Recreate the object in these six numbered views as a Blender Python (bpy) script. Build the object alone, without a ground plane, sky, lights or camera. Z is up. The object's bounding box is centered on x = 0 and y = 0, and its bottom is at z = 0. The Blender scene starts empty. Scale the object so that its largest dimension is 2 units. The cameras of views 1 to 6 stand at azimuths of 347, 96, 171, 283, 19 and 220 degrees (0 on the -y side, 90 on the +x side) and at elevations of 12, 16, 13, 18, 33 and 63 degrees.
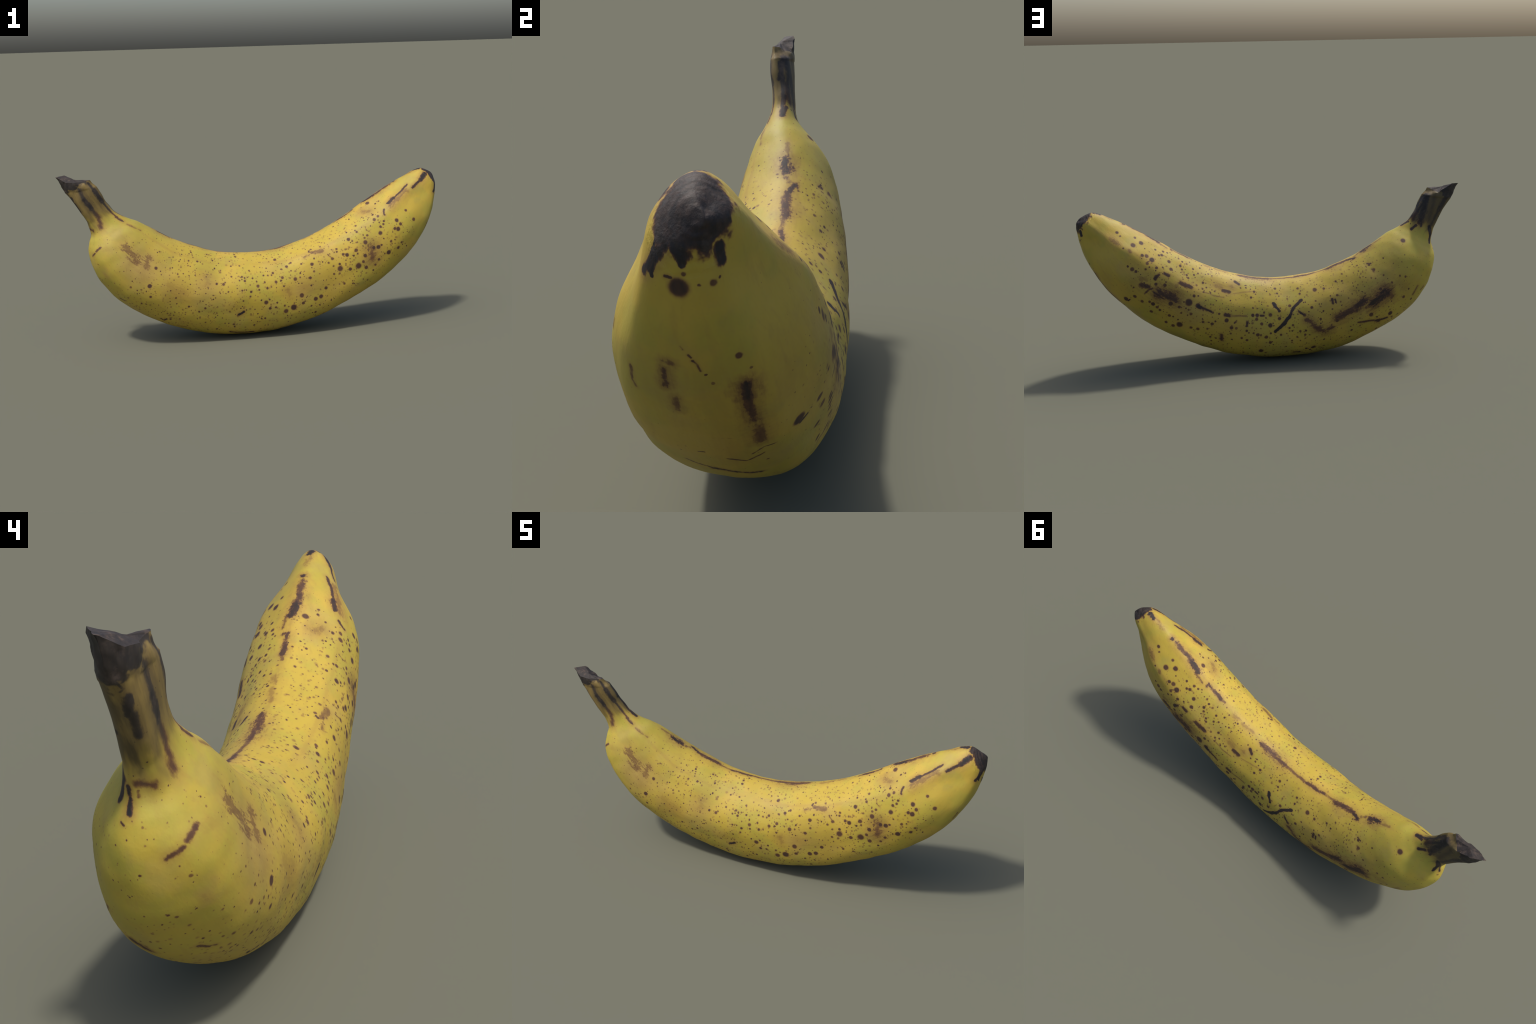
"""A ripe banana lying on its outer curve: stem at -x, blossom end at +x.

The body is one smooth skin lofted through cross-sections along a curved spine.  Every
section is a rounded, five-ridged outline.  Blemishes are placed in the banana's own
coordinates: 'along' (0 = cut stem, 1 = blossom end) and 'around' (degrees; 0 = inner
curve, 90 = +y flank, 180 = outer curve, 270 = -y flank).
"""
import bpy
import math
import random
from mathutils import Vector, noise

random.seed(7)

# ------------------------------------------------------------------ profile
# how the five peel ridges run: (along, degrees around)
RIDGES = (((.15, 328), (.36, 331), (.55, 330), (.66, 324), (.80, 316), (.93, 316), (.98, 330)),
          ((0, 5), (1, 5)),
          ((.15, 62), (.25, 58), (.35, 56), (.50, 57), (.60, 58), (.70, 60), (.85, 61), (.97, 72)),
          ((0, 148), (1, 148)),
          ((0, 222), (1, 222)))
RIDGE_WIDTH = 11.0
# places where the flank is fuller or flatter: (along, around, reach along, reach around, height)
SWELLINGS = ((.42, 64, .14, 20, .018), (.40, 88, .14, 16, .006), (.20, 263, .075, 27, -.022), (.30, 320, .10, 14, .006), (.165, 238, .04, 17, -.013), (.972, 8, .016, 24, .010), (.42, 72, .06, 16, .006), (.165, 290, .04, 22, -.006),
             (.93, 95, .03, 20, -.009), (.93, 268, .03, 20, -.007), (.70, 275, .06, 22, .009))
AROUND = 120                             # vertices round one ring
STEPS = 8                                # rings between two sections

sections = []


def section(along, centre, lean, flat, radius, two, three, four, five):
    """lean: direction of the inner side in the xz plane; flat: width / depth;
    two..five: (cos, sin) of the outline's lobes, metres."""
    sections.append(dict(along=along, centre=Vector(centre), lean=math.radians(lean), flat=flat,
                         radius=radius, lobes=(two, three, four, five)))


section(0.0000, (-0.9058, -0.0153, 0.8558), -3.5, 0.42, 0.0720, (0.0044, -0.0146), (-0.0022, -0.0029), (-0.0016, -0.0001), (-0.0015, 0.0004))
section(0.0214, (-0.8812, -0.0156, 0.8131), 9.6, 0.43, 0.0796, (-0.0018, -0.0072), (-0.0009, -0.0032), (-0.0031, 0.0014), (-0.0014, 0.0006))
section(0.0421, (-0.8559, -0.0145, 0.7724), 12.9, 0.44, 0.0787, (-0.0044, -0.0041), (0.0008, -0.0031), (-0.0039, 0.0017), (-0.0009, 0.0007))
section(0.0626, (-0.8316, -0.0132, 0.7305), 20.9, 0.44, 0.0740, (-0.0044, -0.0024), (0.0018, -0.0021), (-0.0037, 0.0013), (-0.0004, 0.0008))
section(0.0832, (-0.8060, -0.0108, 0.6891), 29.3, 0.46, 0.0763, (-0.0054, -0.0014), (0.0024, -0.0002), (-0.0034, 0.0009), (-0.0002, 0.0009))
section(0.0965, (-0.7897, -0.0105, 0.6620), 25.3, 0.49, 0.0796, (-0.0033, -0.0020), (0.0023, 0.0012), (-0.0033, -0.0001), (-0.0004, 0.0010))
section(0.1147, (-0.7673, -0.0101, 0.6252), 29.0, 0.59, 0.0913, (0.0002, -0.0014), (0.0037, 0.0024), (-0.0030, -0.0019), (-0.0006, 0.0013))
section(0.1285, (-0.7565, -0.0109, 0.5938), 28.8, 0.67, 0.1149, (0.0012, 0.0011), (0.0052, 0.0026), (-0.0024, -0.0029), (-0.0006, 0.0018))
section(0.1439, (-0.7412, -0.0105, 0.5608), 29.2, 0.76, 0.1404, (0.0031, 0.0035), (0.0067, 0.0030), (-0.0012, -0.0032), (-0.0006, 0.0025))
section(0.1638, (-0.7176, -0.0074, 0.5200), 30.1, 0.88, 0.1563, (0.0086, 0.0067), (0.0083, 0.0031), (0.0009, -0.0026), (-0.0008, 0.0030))
section(0.1842, (-0.6887, -0.0058, 0.4805), 32.3, 0.95, 0.1659, (0.0138, 0.0073), (0.0081, 0.0044), (0.0021, -0.0024), (-0.0007, 0.0029))
section(0.2072, (-0.6537, -0.0042, 0.4383), 36.1, 0.99, 0.1739, (0.0175, 0.0062), (0.0078, 0.0053), (0.0031, -0.0018), (-0.0008, 0.0024))
section(0.2453, (-0.5856, -0.0031, 0.3770), 44.5, 1.00, 0.1845, (0.0184, 0.0045), (0.0060, 0.0061), (0.0038, -0.0008), (-0.0004, 0.0018))
section(0.2844, (-0.5083, -0.0017, 0.3259), 51.3, 1.00, 0.1903, (0.0186, 0.0031), (0.0052, 0.0060), (0.0034, 0.0008), (0.0003, 0.0012))
section(0.3343, (-0.3995, -0.0002, 0.2755), 61.8, 1.00, 0.1921, (0.0180, 0.0003), (0.0046, 0.0038), (0.0029, 0.0038), (0.0009, 0.0003))
section(0.3907, (-0.2720, -0.0013, 0.2313), 70.1, 1.00, 0.1939, (0.0186, -0.0033), (0.0050, 0.0031), (0.0023, 0.0048), (0.0014, 0.0004))
section(0.4473, (-0.1380, -0.0062, 0.2103), 77.6, 1.00, 0.1960, (0.0164, -0.0051), (0.0044, 0.0019), (0.0022, 0.0053), (0.0012, 0.0010))
section(0.5100, (0.0118, -0.0079, 0.2049), 88.3, 1.00, 0.1956, (0.0139, -0.0036), (0.0060, 0.0006), (0.0014, 0.0044), (0.0006, 0.0018))
section(0.5655, (0.1434, -0.0072, 0.2205), 97.7, 1.00, 0.1944, (0.0137, -0.0022), (0.0068, 0.0003), (-0.0001, 0.0030), (0.0001, 0.0029))
section(0.6228, (0.2754, -0.0065, 0.2571), 107.5, 1.00, 0.1923, (0.0133, -0.0044), (0.0051, -0.0019), (-0.0015, 0.0020), (-0.0000, 0.0040))
section(0.6804, (0.4024, -0.0008, 0.3079), 116.0, 1.00, 0.1887, (0.0118, -0.0021), (0.0045, -0.0041), (-0.0012, 0.0006), (-0.0001, 0.0040))
section(0.7388, (0.5272, 0.0006, 0.3707), 124.3, 1.00, 0.1870, (0.0118, -0.0002), (0.0029, -0.0034), (0.0001, -0.0004), (-0.0002, 0.0026))
section(0.7942, (0.6368, 0.0008, 0.4451), 129.0, 1.00, 0.1826, (0.0066, 0.0029), (0.0031, -0.0016), (0.0010, 0.0001), (-0.0005, 0.0012))
section(0.8501, (0.7405, -0.0006, 0.5286), 134.3, 1.00, 0.1701, (0.0042, 0.0031), (0.0043, -0.0003), (0.0016, 0.0010), (-0.0005, 0.0002))
section(0.8967, (0.8197, 0.0002, 0.6055), 134.7, 1.00, 0.1459, (0.0043, 0.0036), (0.0024, -0.0003), (0.0022, 0.0005), (0.0001, 0.0000))
section(0.9373, (0.8867, -0.0011, 0.6745), 133.7, 1.00, 0.1058, (0.0109, 0.0047), (0.0008, -0.0004), (0.0019, -0.0002), (0.0000, 0.0007))
section(0.9659, (0.9301, 0.0012, 0.7267), 130.6, 1.00, 0.0775, (0.0053, 0.0033), (-0.0012, -0.0003), (0.0020, -0.0004), (0.0001, 0.0009))
section(0.9840, (0.9588, 0.0061, 0.7583), 124.7, 1.00, 0.0553, (0.0035, 0.0019), (-0.0006, -0.0021), (0.0023, -0.0002), (0.0005, 0.0008))
section(0.9954, (0.9849, 0.0134, 0.7629), 115.9, 1.00, 0.0262, (0.0031, -0.0005), (-0.0002, -0.0029), (0.0015, -0.0003), (0.0004, 0.0003))
section(1.0000, (0.9945, 0.0283, 0.7677), 113.2, 1.00, 0.0010, (0.0000, -0.0000), (-0.0000, -0.0000), (0.0000, -0.0000), (0.0000, 0.0000))

# the broken end of the stem: its rim is a slanted six-cornered outline (degrees around, point)
RIM = ((-25, (-0.8355, -0.0370, 0.8595)), (55, (-0.8810, 0.0130, 0.8391)), (115, (-0.9540, 0.0183, 0.8836)),
       (178, (-0.9990, -0.0144, 0.8804)), (215, (-0.9559, -0.0408, 0.8548)), (275, (-0.9050, -0.0450, 0.8520)))

STEM_END, TIP_START = 0.1085, 0.9745     # where stem and blossom end meet the peel


def lerp_table(x, xs, ys):
    if x <= xs[0]:
        return ys[0]
    for i in range(len(xs) - 1):
        if x <= xs[i + 1]:
            return ys[i] + (ys[i + 1] - ys[i]) * (x - xs[i]) / (xs[i + 1] - xs[i])
    return ys[-1]


def ridge_height(along, radius):
    return lerp_table(along, (0, .12, .2, .5, .8, .91, .96, .985, 1), (0, 0, .018, .028, .038, .072, .068, .012, 0)) * max(radius, .05)


def turn(a, b):
    return (a - b + 180) % 360 - 180


def ridge_bump(along, deg):
    return sum(math.exp(-.5 * (turn(deg, lerp_table(along, *zip(*track))) / RIDGE_WIDTH) ** 2) for track in RIDGES)


def swelling(along, deg):
    return sum(h * math.exp(-.5 * ((along - u) / su) ** 2 - .5 * (turn(deg, a) / sa) ** 2) for u, a, su, sa, h in SWELLINGS)


RIDGE_MEAN = sum(ridge_bump(.5, d) for d in range(360)) / 360


def rim_point(deg):
    corners = [(a, Vector(p)) for a, p in RIM]
    corners.append((corners[0][0] + 360, corners[0][1]))
    deg = (deg - corners[0][0]) % 360 + corners[0][0]
    for (a, p), (b, q) in zip(corners, corners[1:]):
        if deg <= b:
            return p.lerp(q, (deg - a) / (b - a))


def section_point(k, deg):
    if k == 0:
        return rim_point(deg)
    s = sections[k]
    t = math.radians(deg)
    r = s["radius"] + ridge_height(s["along"], s["radius"]) * (ridge_bump(s["along"], deg) - RIDGE_MEAN)
    r += swelling(s["along"], deg)
    for n, (c, d) in zip((2, 3, 4, 5), s["lobes"]):
        r += c * math.cos(n * t) + d * math.sin(n * t)
    inner = Vector((math.cos(s["lean"]), 0, math.sin(s["lean"])))
    return s["centre"] + inner * (r * math.cos(t)) + Vector((0, 1, 0)) * (s["flat"] * r * math.sin(t))


def along_to_station(along):
    for k in range(len(sections) - 1):
        a, b = sections[k]["along"], sections[k + 1]["along"]
        if along <= b:
            return k, (along - a) / (b - a)
    return len(sections) - 2, 1.0


def weights(k, f):
    """Catmull-Rom weights of the sections around section k + f; straight in the broken end."""
    last = len(sections) - 1
    if k == 0:
        return ((0, 1 - f), (1, f))
    low = max(k - 1, 1)
    return ((low, (-f**3 + 2 * f * f - f) / 2), (k, (3 * f**3 - 5 * f * f + 2) / 2),
            (k + 1, (-3 * f**3 + 4 * f * f + f) / 2), (min(k + 2, last), (f**3 - f * f) / 2))


def surface_point(along, deg):
    k, f = along_to_station(along)
    p = Vector()
    for j, w in weights(k, f):
        p += section_point(j, deg) * w
    return p


# ------------------------------------------------------------------ blemishes
spots, strokes, blushes = [], [], []
DROP = 0.0                               # the finished skin is lowered by this to touch z = 0


def spot(along, around, size, depth=None):
    """a round sugar spot, size = radius in mm"""
    if depth is None:
        depth = min(.95, 0.57 + size * 0.019 + random.uniform(-.08, .08))
    spots.append((along, surface_point(along, around), size / 1000, depth))


def stroke(path, width, depth, soft, rag, halo):
    """a line of dark skin: half width in mm, depth of colour, softness and raggedness of its
    edge, and how much of the colour bleeds into the skin around it"""
    strokes.append(([(u, surface_point(u, a)) for u, a in path], width / 1000, depth, soft, rag, halo))


def streak(path, width, depth, soft):
    stroke(path, width * 1.15, depth, soft + .28, .9, .34)


def scar(path, width, depth, soft):
    stroke(path, width, depth, soft, .45, .15)


def ridge(path, width, depth, soft):
    stroke(path, width * 1.5, depth, min(.85, soft + .2), 1.4, .42)


def cap(path, width, depth, soft):
    stroke(path, width, depth, soft, .5, 0)


def stem(path, width, depth, soft):
    stroke(path, width * 1.1, depth, soft + .15, .7, .4)


def bruise(path, width, depth, soft):
    stroke(path, width * 1.42, depth, .88, 1.4, .62)


def scuff(path, width, depth, soft):
    stroke(path, width * 1.25, depth * 1.25, soft, 2.6, .4)


def blush(along, around, size, amount):
    """a broad dull ochre area, size = radius in mm"""
    blushes.append((along, surface_point(along, around), size / 1000, amount))


# sugar spots, from the stem towards the tip
spot(0.143, 55.0, 10.1)
spot(0.168, 211.4, 3.1)
spot(0.196, 188.9, 2.4)
spot(0.200, 193.1, 2.8)
spot(0.202, 42.6, 3.7)
spot(0.208, 95.4, 5.2)
spot(0.214, 85.9, 4.8)
spot(0.225, 119.1, 4.4)
spot(0.234, 236.0, 5.0)
spot(0.234, 176.3, 2.6)
spot(0.236, 64.5, 4.7)
spot(0.236, 83.8, 5.2)
spot(0.236, 139.6, 5.3)
spot(0.241, 36.8, 5.2)
spot(0.242, 47.3, 6.9)
spot(0.242, 123.0, 7.0)
spot(0.244, 291.5, 6.6)
spot(0.258, 257.5, 8.2)
spot(0.265, 79.8, 7.3)
spot(0.274, 242.6, 5.4)
spot(0.283, 130.3, 9.6)
spot(0.285, 139.2, 5.3)
spot(0.308, 121.3, 4.3)
spot(0.315, 110.9, 9.5)
spot(0.316, 94.1, 6.5)
spot(0.319, 28.4, 4.3)
spot(0.320, 146.7, 6.2)
spot(0.345, 35.4, 4.7)
spot(0.359, 56.5, 5.6)
spot(0.371, 132.9, 4.4)
spot(0.371, 246.7, 4.6)
spot(0.381, 39.2, 5.6)
spot(0.383, 93.7, 7.7)
spot(0.398, 286.1, 3.8)
spot(0.403, 298.7, 6.3)
spot(0.404, 37.5, 8.6)
spot(0.416, 83.9, 5.1)
spot(0.417, 287.8, 3.8)
spot(0.419, 311.9, 4.2)
spot(0.427, 64.1, 6.0)
spot(0.439, 305.8, 4.2)
spot(0.444, 311.7, 5.0)
spot(0.444, 39.6, 4.7)
spot(0.444, 132.8, 7.8)
spot(0.448, 73.8, 7.6)
spot(0.451, 309.8, 4.2)
spot(0.451, 137.4, 5.2)
spot(0.452, 305.0, 5.0)
spot(0.453, 98.0, 5.1)
spot(0.456, 104.9, 5.1)
spot(0.458, 132.6, 5.2)
spot(0.463, 322.0, 4.2)
spot(0.465, 97.6, 5.5)
spot(0.471, 309.1, 4.2)
spot(0.477, 57.3, 6.4)
spot(0.478, 86.8, 5.1)
spot(0.484, 296.6, 6.7)
spot(0.485, 229.5, 4.3)
spot(0.486, 90.8, 4.7)
spot(0.487, 290.7, 4.2)
spot(0.503, 36.0, 4.3)
spot(0.504, 269.3, 8.4)
spot(0.504, 241.2, 4.3)
spot(0.505, 101.0, 5.1)
spot(0.506, 75.5, 6.8)
spot(0.507, 28.0, 5.6)
spot(0.507, 292.2, 5.1)
spot(0.513, 258.3, 5.9)
spot(0.525, 314.2, 5.1)
spot(0.525, 258.5, 4.7)
spot(0.526, 70.1, 7.6)
spot(0.526, 114.4, 6.4)
spot(0.526, 98.4, 4.7)
spot(0.527, 86.0, 8.5)
spot(0.528, 266.2, 4.2)
spot(0.529, 299.6, 5.9)
spot(0.535, 104.9, 7.6)
spot(0.540, 336.3, 6.0)
spot(0.541, 337.3, 6.0)
spot(0.542, 133.2, 9.5)
spot(0.544, 258.3, 4.7)
spot(0.546, 84.5, 6.8)
spot(0.546, 248.6, 9.4)
spot(0.547, 290.5, 4.2)
spot(0.547, 304.3, 6.3)
spot(0.550, 317.2, 4.2)
spot(0.553, 102.2, 7.6)
spot(0.557, 71.8, 7.6)
spot(0.558, 78.0, 6.8)
spot(0.562, 100.3, 4.7)
spot(0.563, 251.6, 11.9)
spot(0.565, 319.2, 5.5)
spot(0.566, 34.9, 5.5)
spot(0.567, 72.7, 6.8)
spot(0.568, 61.1, 4.2)
spot(0.572, 100.8, 4.2)
spot(0.573, 113.7, 5.9)
spot(0.574, 45.0, 5.1)
spot(0.577, 98.2, 5.5)
spot(0.578, 296.4, 7.6)
spot(0.579, 322.8, 5.1)
spot(0.584, 111.5, 5.5)
spot(0.584, 267.1, 9.4)
spot(0.584, 253.5, 6.4)
spot(0.589, 30.8, 4.2)
spot(0.599, 243.8, 4.3)
spot(0.599, 97.5, 6.3)
spot(0.604, 314.7, 4.3)
spot(0.605, 230.0, 5.6)
spot(0.609, 98.6, 7.6)
spot(0.610, 277.3, 4.3)
spot(0.611, 252.3, 8.6)
spot(0.613, 289.7, 6.4)
spot(0.623, 252.4, 8.6)
spot(0.623, 89.0, 8.4)
spot(0.627, 296.6, 5.1)
spot(0.629, 307.7, 6.8)
spot(0.632, 123.4, 4.2)
spot(0.637, 327.3, 4.3)
spot(0.639, 262.3, 6.9)
spot(0.643, 124.3, 5.1)
spot(0.643, 82.1, 5.0)
spot(0.645, 330.0, 4.7)
spot(0.650, 100.7, 6.7)
spot(0.655, 111.4, 5.1)
spot(0.657, 83.1, 5.0)
spot(0.668, 298.2, 4.7)
spot(0.668, 277.7, 5.1)
spot(0.669, 102.8, 5.9)
spot(0.672, 118.1, 7.2)
spot(0.675, 290.1, 4.3)
spot(0.679, 253.6, 5.2)
spot(0.681, 301.1, 6.4)
spot(0.685, 120.7, 6.3)
spot(0.686, 280.8, 11.2)
spot(0.690, 287.8, 5.2)
spot(0.693, 80.8, 10.0)
spot(0.693, 56.3, 5.0)
spot(0.695, 246.6, 4.3)
spot(0.698, 51.5, 5.0)
spot(0.698, 96.6, 5.0)
spot(0.699, 97.0, 6.3)
spot(0.700, 307.1, 4.3)
spot(0.702, 41.1, 5.5)
spot(0.703, 310.9, 4.7)
spot(0.705, 271.1, 6.9)
spot(0.707, 123.8, 12.6)
spot(0.707, 92.2, 5.0)
spot(0.709, 298.7, 6.0)
spot(0.710, 68.2, 5.8)
spot(0.710, 68.2, 6.3)
spot(0.714, 81.2, 14.2)
spot(0.716, 130.9, 7.6)
spot(0.716, 294.9, 7.7)
spot(0.717, 101.9, 4.6)
spot(0.722, 28.8, 4.2)
spot(0.722, 29.0, 4.2)
spot(0.724, 268.2, 12.1)
spot(0.727, 94.1, 6.7)
spot(0.728, 287.9, 4.3)
spot(0.730, 34.3, 4.6)
spot(0.731, 130.7, 6.3)
spot(0.734, 115.4, 6.7)
spot(0.736, 257.9, 7.8)
spot(0.738, 25.3, 4.2)
spot(0.738, 25.3, 4.6)
spot(0.738, 269.7, 6.1)
spot(0.739, 88.2, 7.5)
spot(0.740, 44.0, 5.4)
spot(0.740, 293.2, 7.8)
spot(0.742, 314.2, 7.3)
spot(0.745, 246.2, 4.4)
spot(0.746, 95.2, 9.2)
spot(0.746, 40.5, 5.0)
spot(0.749, 276.8, 7.8)
spot(0.750, 326.0, 4.3)
spot(0.755, 252.2, 5.7)
spot(0.756, 114.3, 5.9)
spot(0.762, 35.7, 5.0)
spot(0.763, 281.6, 5.6)
spot(0.764, 112.3, 6.7)
spot(0.767, 126.6, 7.1)
spot(0.768, 294.6, 9.1)
spot(0.768, 256.2, 6.1)
spot(0.769, 31.4, 5.9)
spot(0.769, 316.4, 5.2)
spot(0.769, 22.4, 4.6)
spot(0.775, 278.2, 7.8)
spot(0.775, 110.8, 8.3)
spot(0.778, 74.4, 7.5)
spot(0.778, 326.5, 4.8)
spot(0.780, 20.2, 4.6)
spot(0.780, 69.3, 4.1)
spot(0.782, 301.7, 5.2)
spot(0.783, 110.8, 5.8)
spot(0.784, 273.9, 8.7)
spot(0.785, 46.5, 7.5)
spot(0.790, 158.9, 2.6)
spot(0.792, 273.2, 4.8)
spot(0.794, 254.2, 9.2)
spot(0.795, 118.6, 7.1)
spot(0.795, 80.4, 6.6)
spot(0.797, 35.7, 7.1)
spot(0.808, 290.3, 8.2)
spot(0.810, 21.2, 4.2)
spot(0.812, 118.7, 7.5)
spot(0.813, 266.5, 5.7)
spot(0.814, 58.1, 6.2)
spot(0.816, 247.8, 7.0)
spot(0.819, 31.7, 6.3)
spot(0.820, 135.6, 9.7)
spot(0.820, 314.5, 7.4)
spot(0.820, 23.3, 5.5)
spot(0.823, 305.6, 3.9)
spot(0.824, 34.9, 5.0)
spot(0.828, 250.5, 5.3)
spot(0.831, 69.6, 5.0)
spot(0.832, 315.1, 6.1)
spot(0.832, 50.2, 10.0)
spot(0.833, 302.1, 5.2)
spot(0.836, 60.2, 6.6)
spot(0.838, 278.5, 6.1)
spot(0.838, 28.0, 4.6)
spot(0.843, 273.8, 8.7)
spot(0.843, 353.2, 8.8)
spot(0.844, 82.0, 6.2)
spot(0.847, 49.4, 8.3)
spot(0.853, 82.7, 8.3)
spot(0.854, 341.2, 4.4)
spot(0.855, 53.4, 7.1)
spot(0.855, 276.7, 6.6)
spot(0.855, 286.7, 7.9)
spot(0.863, 341.1, 4.4)
spot(0.863, 83.8, 4.6)
spot(0.871, 31.6, 8.8)
spot(0.882, 45.5, 10.0)
spot(0.883, 261.0, 7.5)
spot(0.886, 286.0, 5.7)
spot(0.888, 27.4, 5.4)
spot(0.895, 63.1, 4.1)
spot(0.903, 173.0, 2.8)
spot(0.907, 200.9, 3.7)
spot(0.908, 149.4, 2.1)
spot(0.911, 175.7, 1.8)
spot(0.913, 42.5, 4.2)
spot(0.920, 153.6, 4.2)
spot(0.922, 37.8, 6.3)
spot(0.969, 147.0, 1.7)
spot(0.969, 155.2, 3.9)
spot(0.970, 189.6, 10.4)
spot(0.971, 169.6, 1.7)
spot(0.978, 185.0, 2.4)
# streaks, scars, bruises and dark lines on the ridges
scuff([(0.170, 283.4), (0.183, 281.3), (0.205, 281.4)], 17.3, 0.42, 0.70)
scuff([(0.219, 299.0), (0.226, 286.7)], 12.4, 0.40, 0.70)
bruise([(0.290, 275.1), (0.306, 272.1), (0.323, 267.9)], 18.6, 0.30, 0.90)
streak([(0.151, 198.6), (0.147, 216.1)], 4.6, 0.70, 0.50)
streak([(0.144, 220.7), (0.141, 235.7)], 5.4, 0.70, 0.50)
streak([(0.317, 209.5), (0.323, 207.6), (0.325, 214.3)], 3.8, 0.90, 0.40)
streak([(0.324, 223.2), (0.324, 229.3)], 2.9, 0.60, 0.40)
streak([(0.351, 203.2), (0.368, 208.2)], 3.4, 0.70, 0.50)
streak([(0.242, 195.7), (0.249, 200.2)], 4.2, 0.70, 0.50)
ridge([(0.106, 317.1), (0.123, 322.7)], 3.7, 0.75, 0.50)
ridge([(0.132, 324.6), (0.147, 328.4), (0.159, 332.9)], 3.7, 0.50, 0.70)
bruise([(0.365, 298.2), (0.360, 306.3)], 16.6, 0.33, 0.90)
streak([(0.451, 248.9), (0.459, 254.5)], 6.3, 1.00, 0.30)
ridge([(0.617, 322.5), (0.635, 322.6)], 4.3, 0.50, 0.50)
ridge([(0.643, 323.3), (0.669, 319.2)], 7.7, 0.55, 0.50)
ridge([(0.446, 213.3), (0.459, 211.9), (0.487, 211.6)], 4.7, 0.85, 0.50)
ridge([(0.538, 216.6), (0.575, 210.3), (0.596, 213.1)], 3.5, 0.50, 0.60)
ridge([(0.622, 215.4), (0.622, 215.4)], 4.4, 0.80, 0.50)
bruise([(0.555, 282.3), (0.558, 275.3)], 11.0, 0.38, 0.90)
bruise([(0.771, 281.3), (0.759, 266.5)], 18.2, 0.62, 0.60)
bruise([(0.818, 343.4), (0.827, 336.4)], 11.8, 0.45, 0.80)
streak([(0.979, 319.2), (0.963, 312.3)], 11.7, 1.00, 0.35)
streak([(0.963, 312.3), (0.936, 314.1)], 6.7, 0.95, 0.40)
streak([(0.934, 330.6), (0.909, 324.8), (0.888, 322.8)], 5.7, 0.85, 0.40)
streak([(0.889, 323.6), (0.883, 323.2), (0.873, 322.2)], 9.7, 0.90, 0.35)
bruise([(0.920, 319.0), (0.885, 315.5), (0.871, 315.1)], 11.4, 0.50, 0.80)
streak([(0.855, 317.9), (0.849, 313.4), (0.846, 309.1)], 4.8, 0.80, 0.40)
streak([(0.793, 314.7), (0.789, 309.2), (0.792, 302.2)], 2.6, 0.60, 0.40)
streak([(0.681, 301.1), (0.676, 310.1)], 2.6, 0.60, 0.40)
streak([(0.988, 222.6), (0.967, 233.0)], 7.2, 1.00, 0.30)
streak([(0.832, 50.2), (0.838, 58.3)], 3.3, 0.70, 0.40)
streak([(0.804, 74.1), (0.802, 67.0)], 7.9, 0.85, 0.40)
streak([(0.818, 94.7), (0.805, 90.7)], 12.4, 0.80, 0.60)
streak([(0.801, 102.7), (0.801, 95.2), (0.796, 89.2)], 5.4, 0.70, 0.50)
bruise([(0.777, 90.7), (0.763, 87.5), (0.747, 85.3)], 19.9, 0.85, 0.80)
streak([(0.794, 59.2), (0.782, 58.4)], 7.1, 0.85, 0.50)
streak([(0.752, 58.1), (0.737, 58.5), (0.725, 56.9)], 10.8, 0.80, 0.50)
bruise([(0.755, 65.4), (0.755, 65.5)], 10.0, 0.45, 0.80)
bruise([(0.826, 85.8), (0.817, 82.8)], 14.9, 0.45, 0.90)
ridge([(0.923, 60.4), (0.907, 61.9)], 9.1, 0.50, 0.80)
ridge([(0.883, 60.4), (0.878, 61.5)], 5.8, 0.50, 0.80)
bruise([(0.882, 129.6), (0.864, 133.9)], 20.9, 0.18, 0.90)
bruise([(0.797, 91.1), (0.737, 85.9)], 29.1, 0.25, 0.90)
streak([(0.693, 80.8), (0.687, 81.9)], 8.8, 1.00, 0.30)
streak([(0.688, 81.8), (0.674, 81.7), (0.660, 82.5)], 5.4, 0.90, 0.50)
streak([(0.628, 80.6), (0.619, 80.2)], 8.4, 0.80, 0.50)
streak([(0.617, 79.9), (0.582, 76.1)], 4.6, 0.50, 0.60)
streak([(0.624, 114.7), (0.620, 124.2)], 9.3, 0.75, 0.60)
streak([(0.579, 89.9), (0.578, 85.1)], 6.3, 0.85, 0.40)
streak([(0.549, 71.4), (0.542, 71.0)], 4.6, 0.80, 0.40)
streak([(0.605, 89.1), (0.602, 85.3)], 4.6, 0.60, 0.60)
scar([(0.517, 52.2), (0.504, 64.6)], 8.1, 0.98, 0.30)
scar([(0.445, 50.4), (0.469, 60.7), (0.482, 73.7)], 8.1, 0.95, 0.35)
scar([(0.482, 73.7), (0.498, 84.4), (0.516, 95.0)], 9.3, 1.00, 0.30)
streak([(0.459, 67.1), (0.448, 73.8)], 4.7, 0.90, 0.40)
bruise([(0.443, 82.1), (0.430, 96.2)], 12.8, 0.65, 0.60)
bruise([(0.430, 96.2), (0.417, 105.4), (0.398, 102.8)], 11.6, 0.70, 0.60)
streak([(0.648, 43.4), (0.632, 42.9)], 8.4, 0.80, 0.40)
bruise([(0.669, 37.1), (0.653, 40.7)], 11.4, 0.40, 0.80)
bruise([(0.628, 33.8), (0.628, 33.9)], 10.2, 0.42, 0.80)
streak([(0.620, 24.1), (0.609, 27.5)], 6.4, 0.85, 0.35)
streak([(0.688, 55.8), (0.667, 56.4), (0.642, 54.8)], 3.4, 0.50, 0.60)
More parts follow.
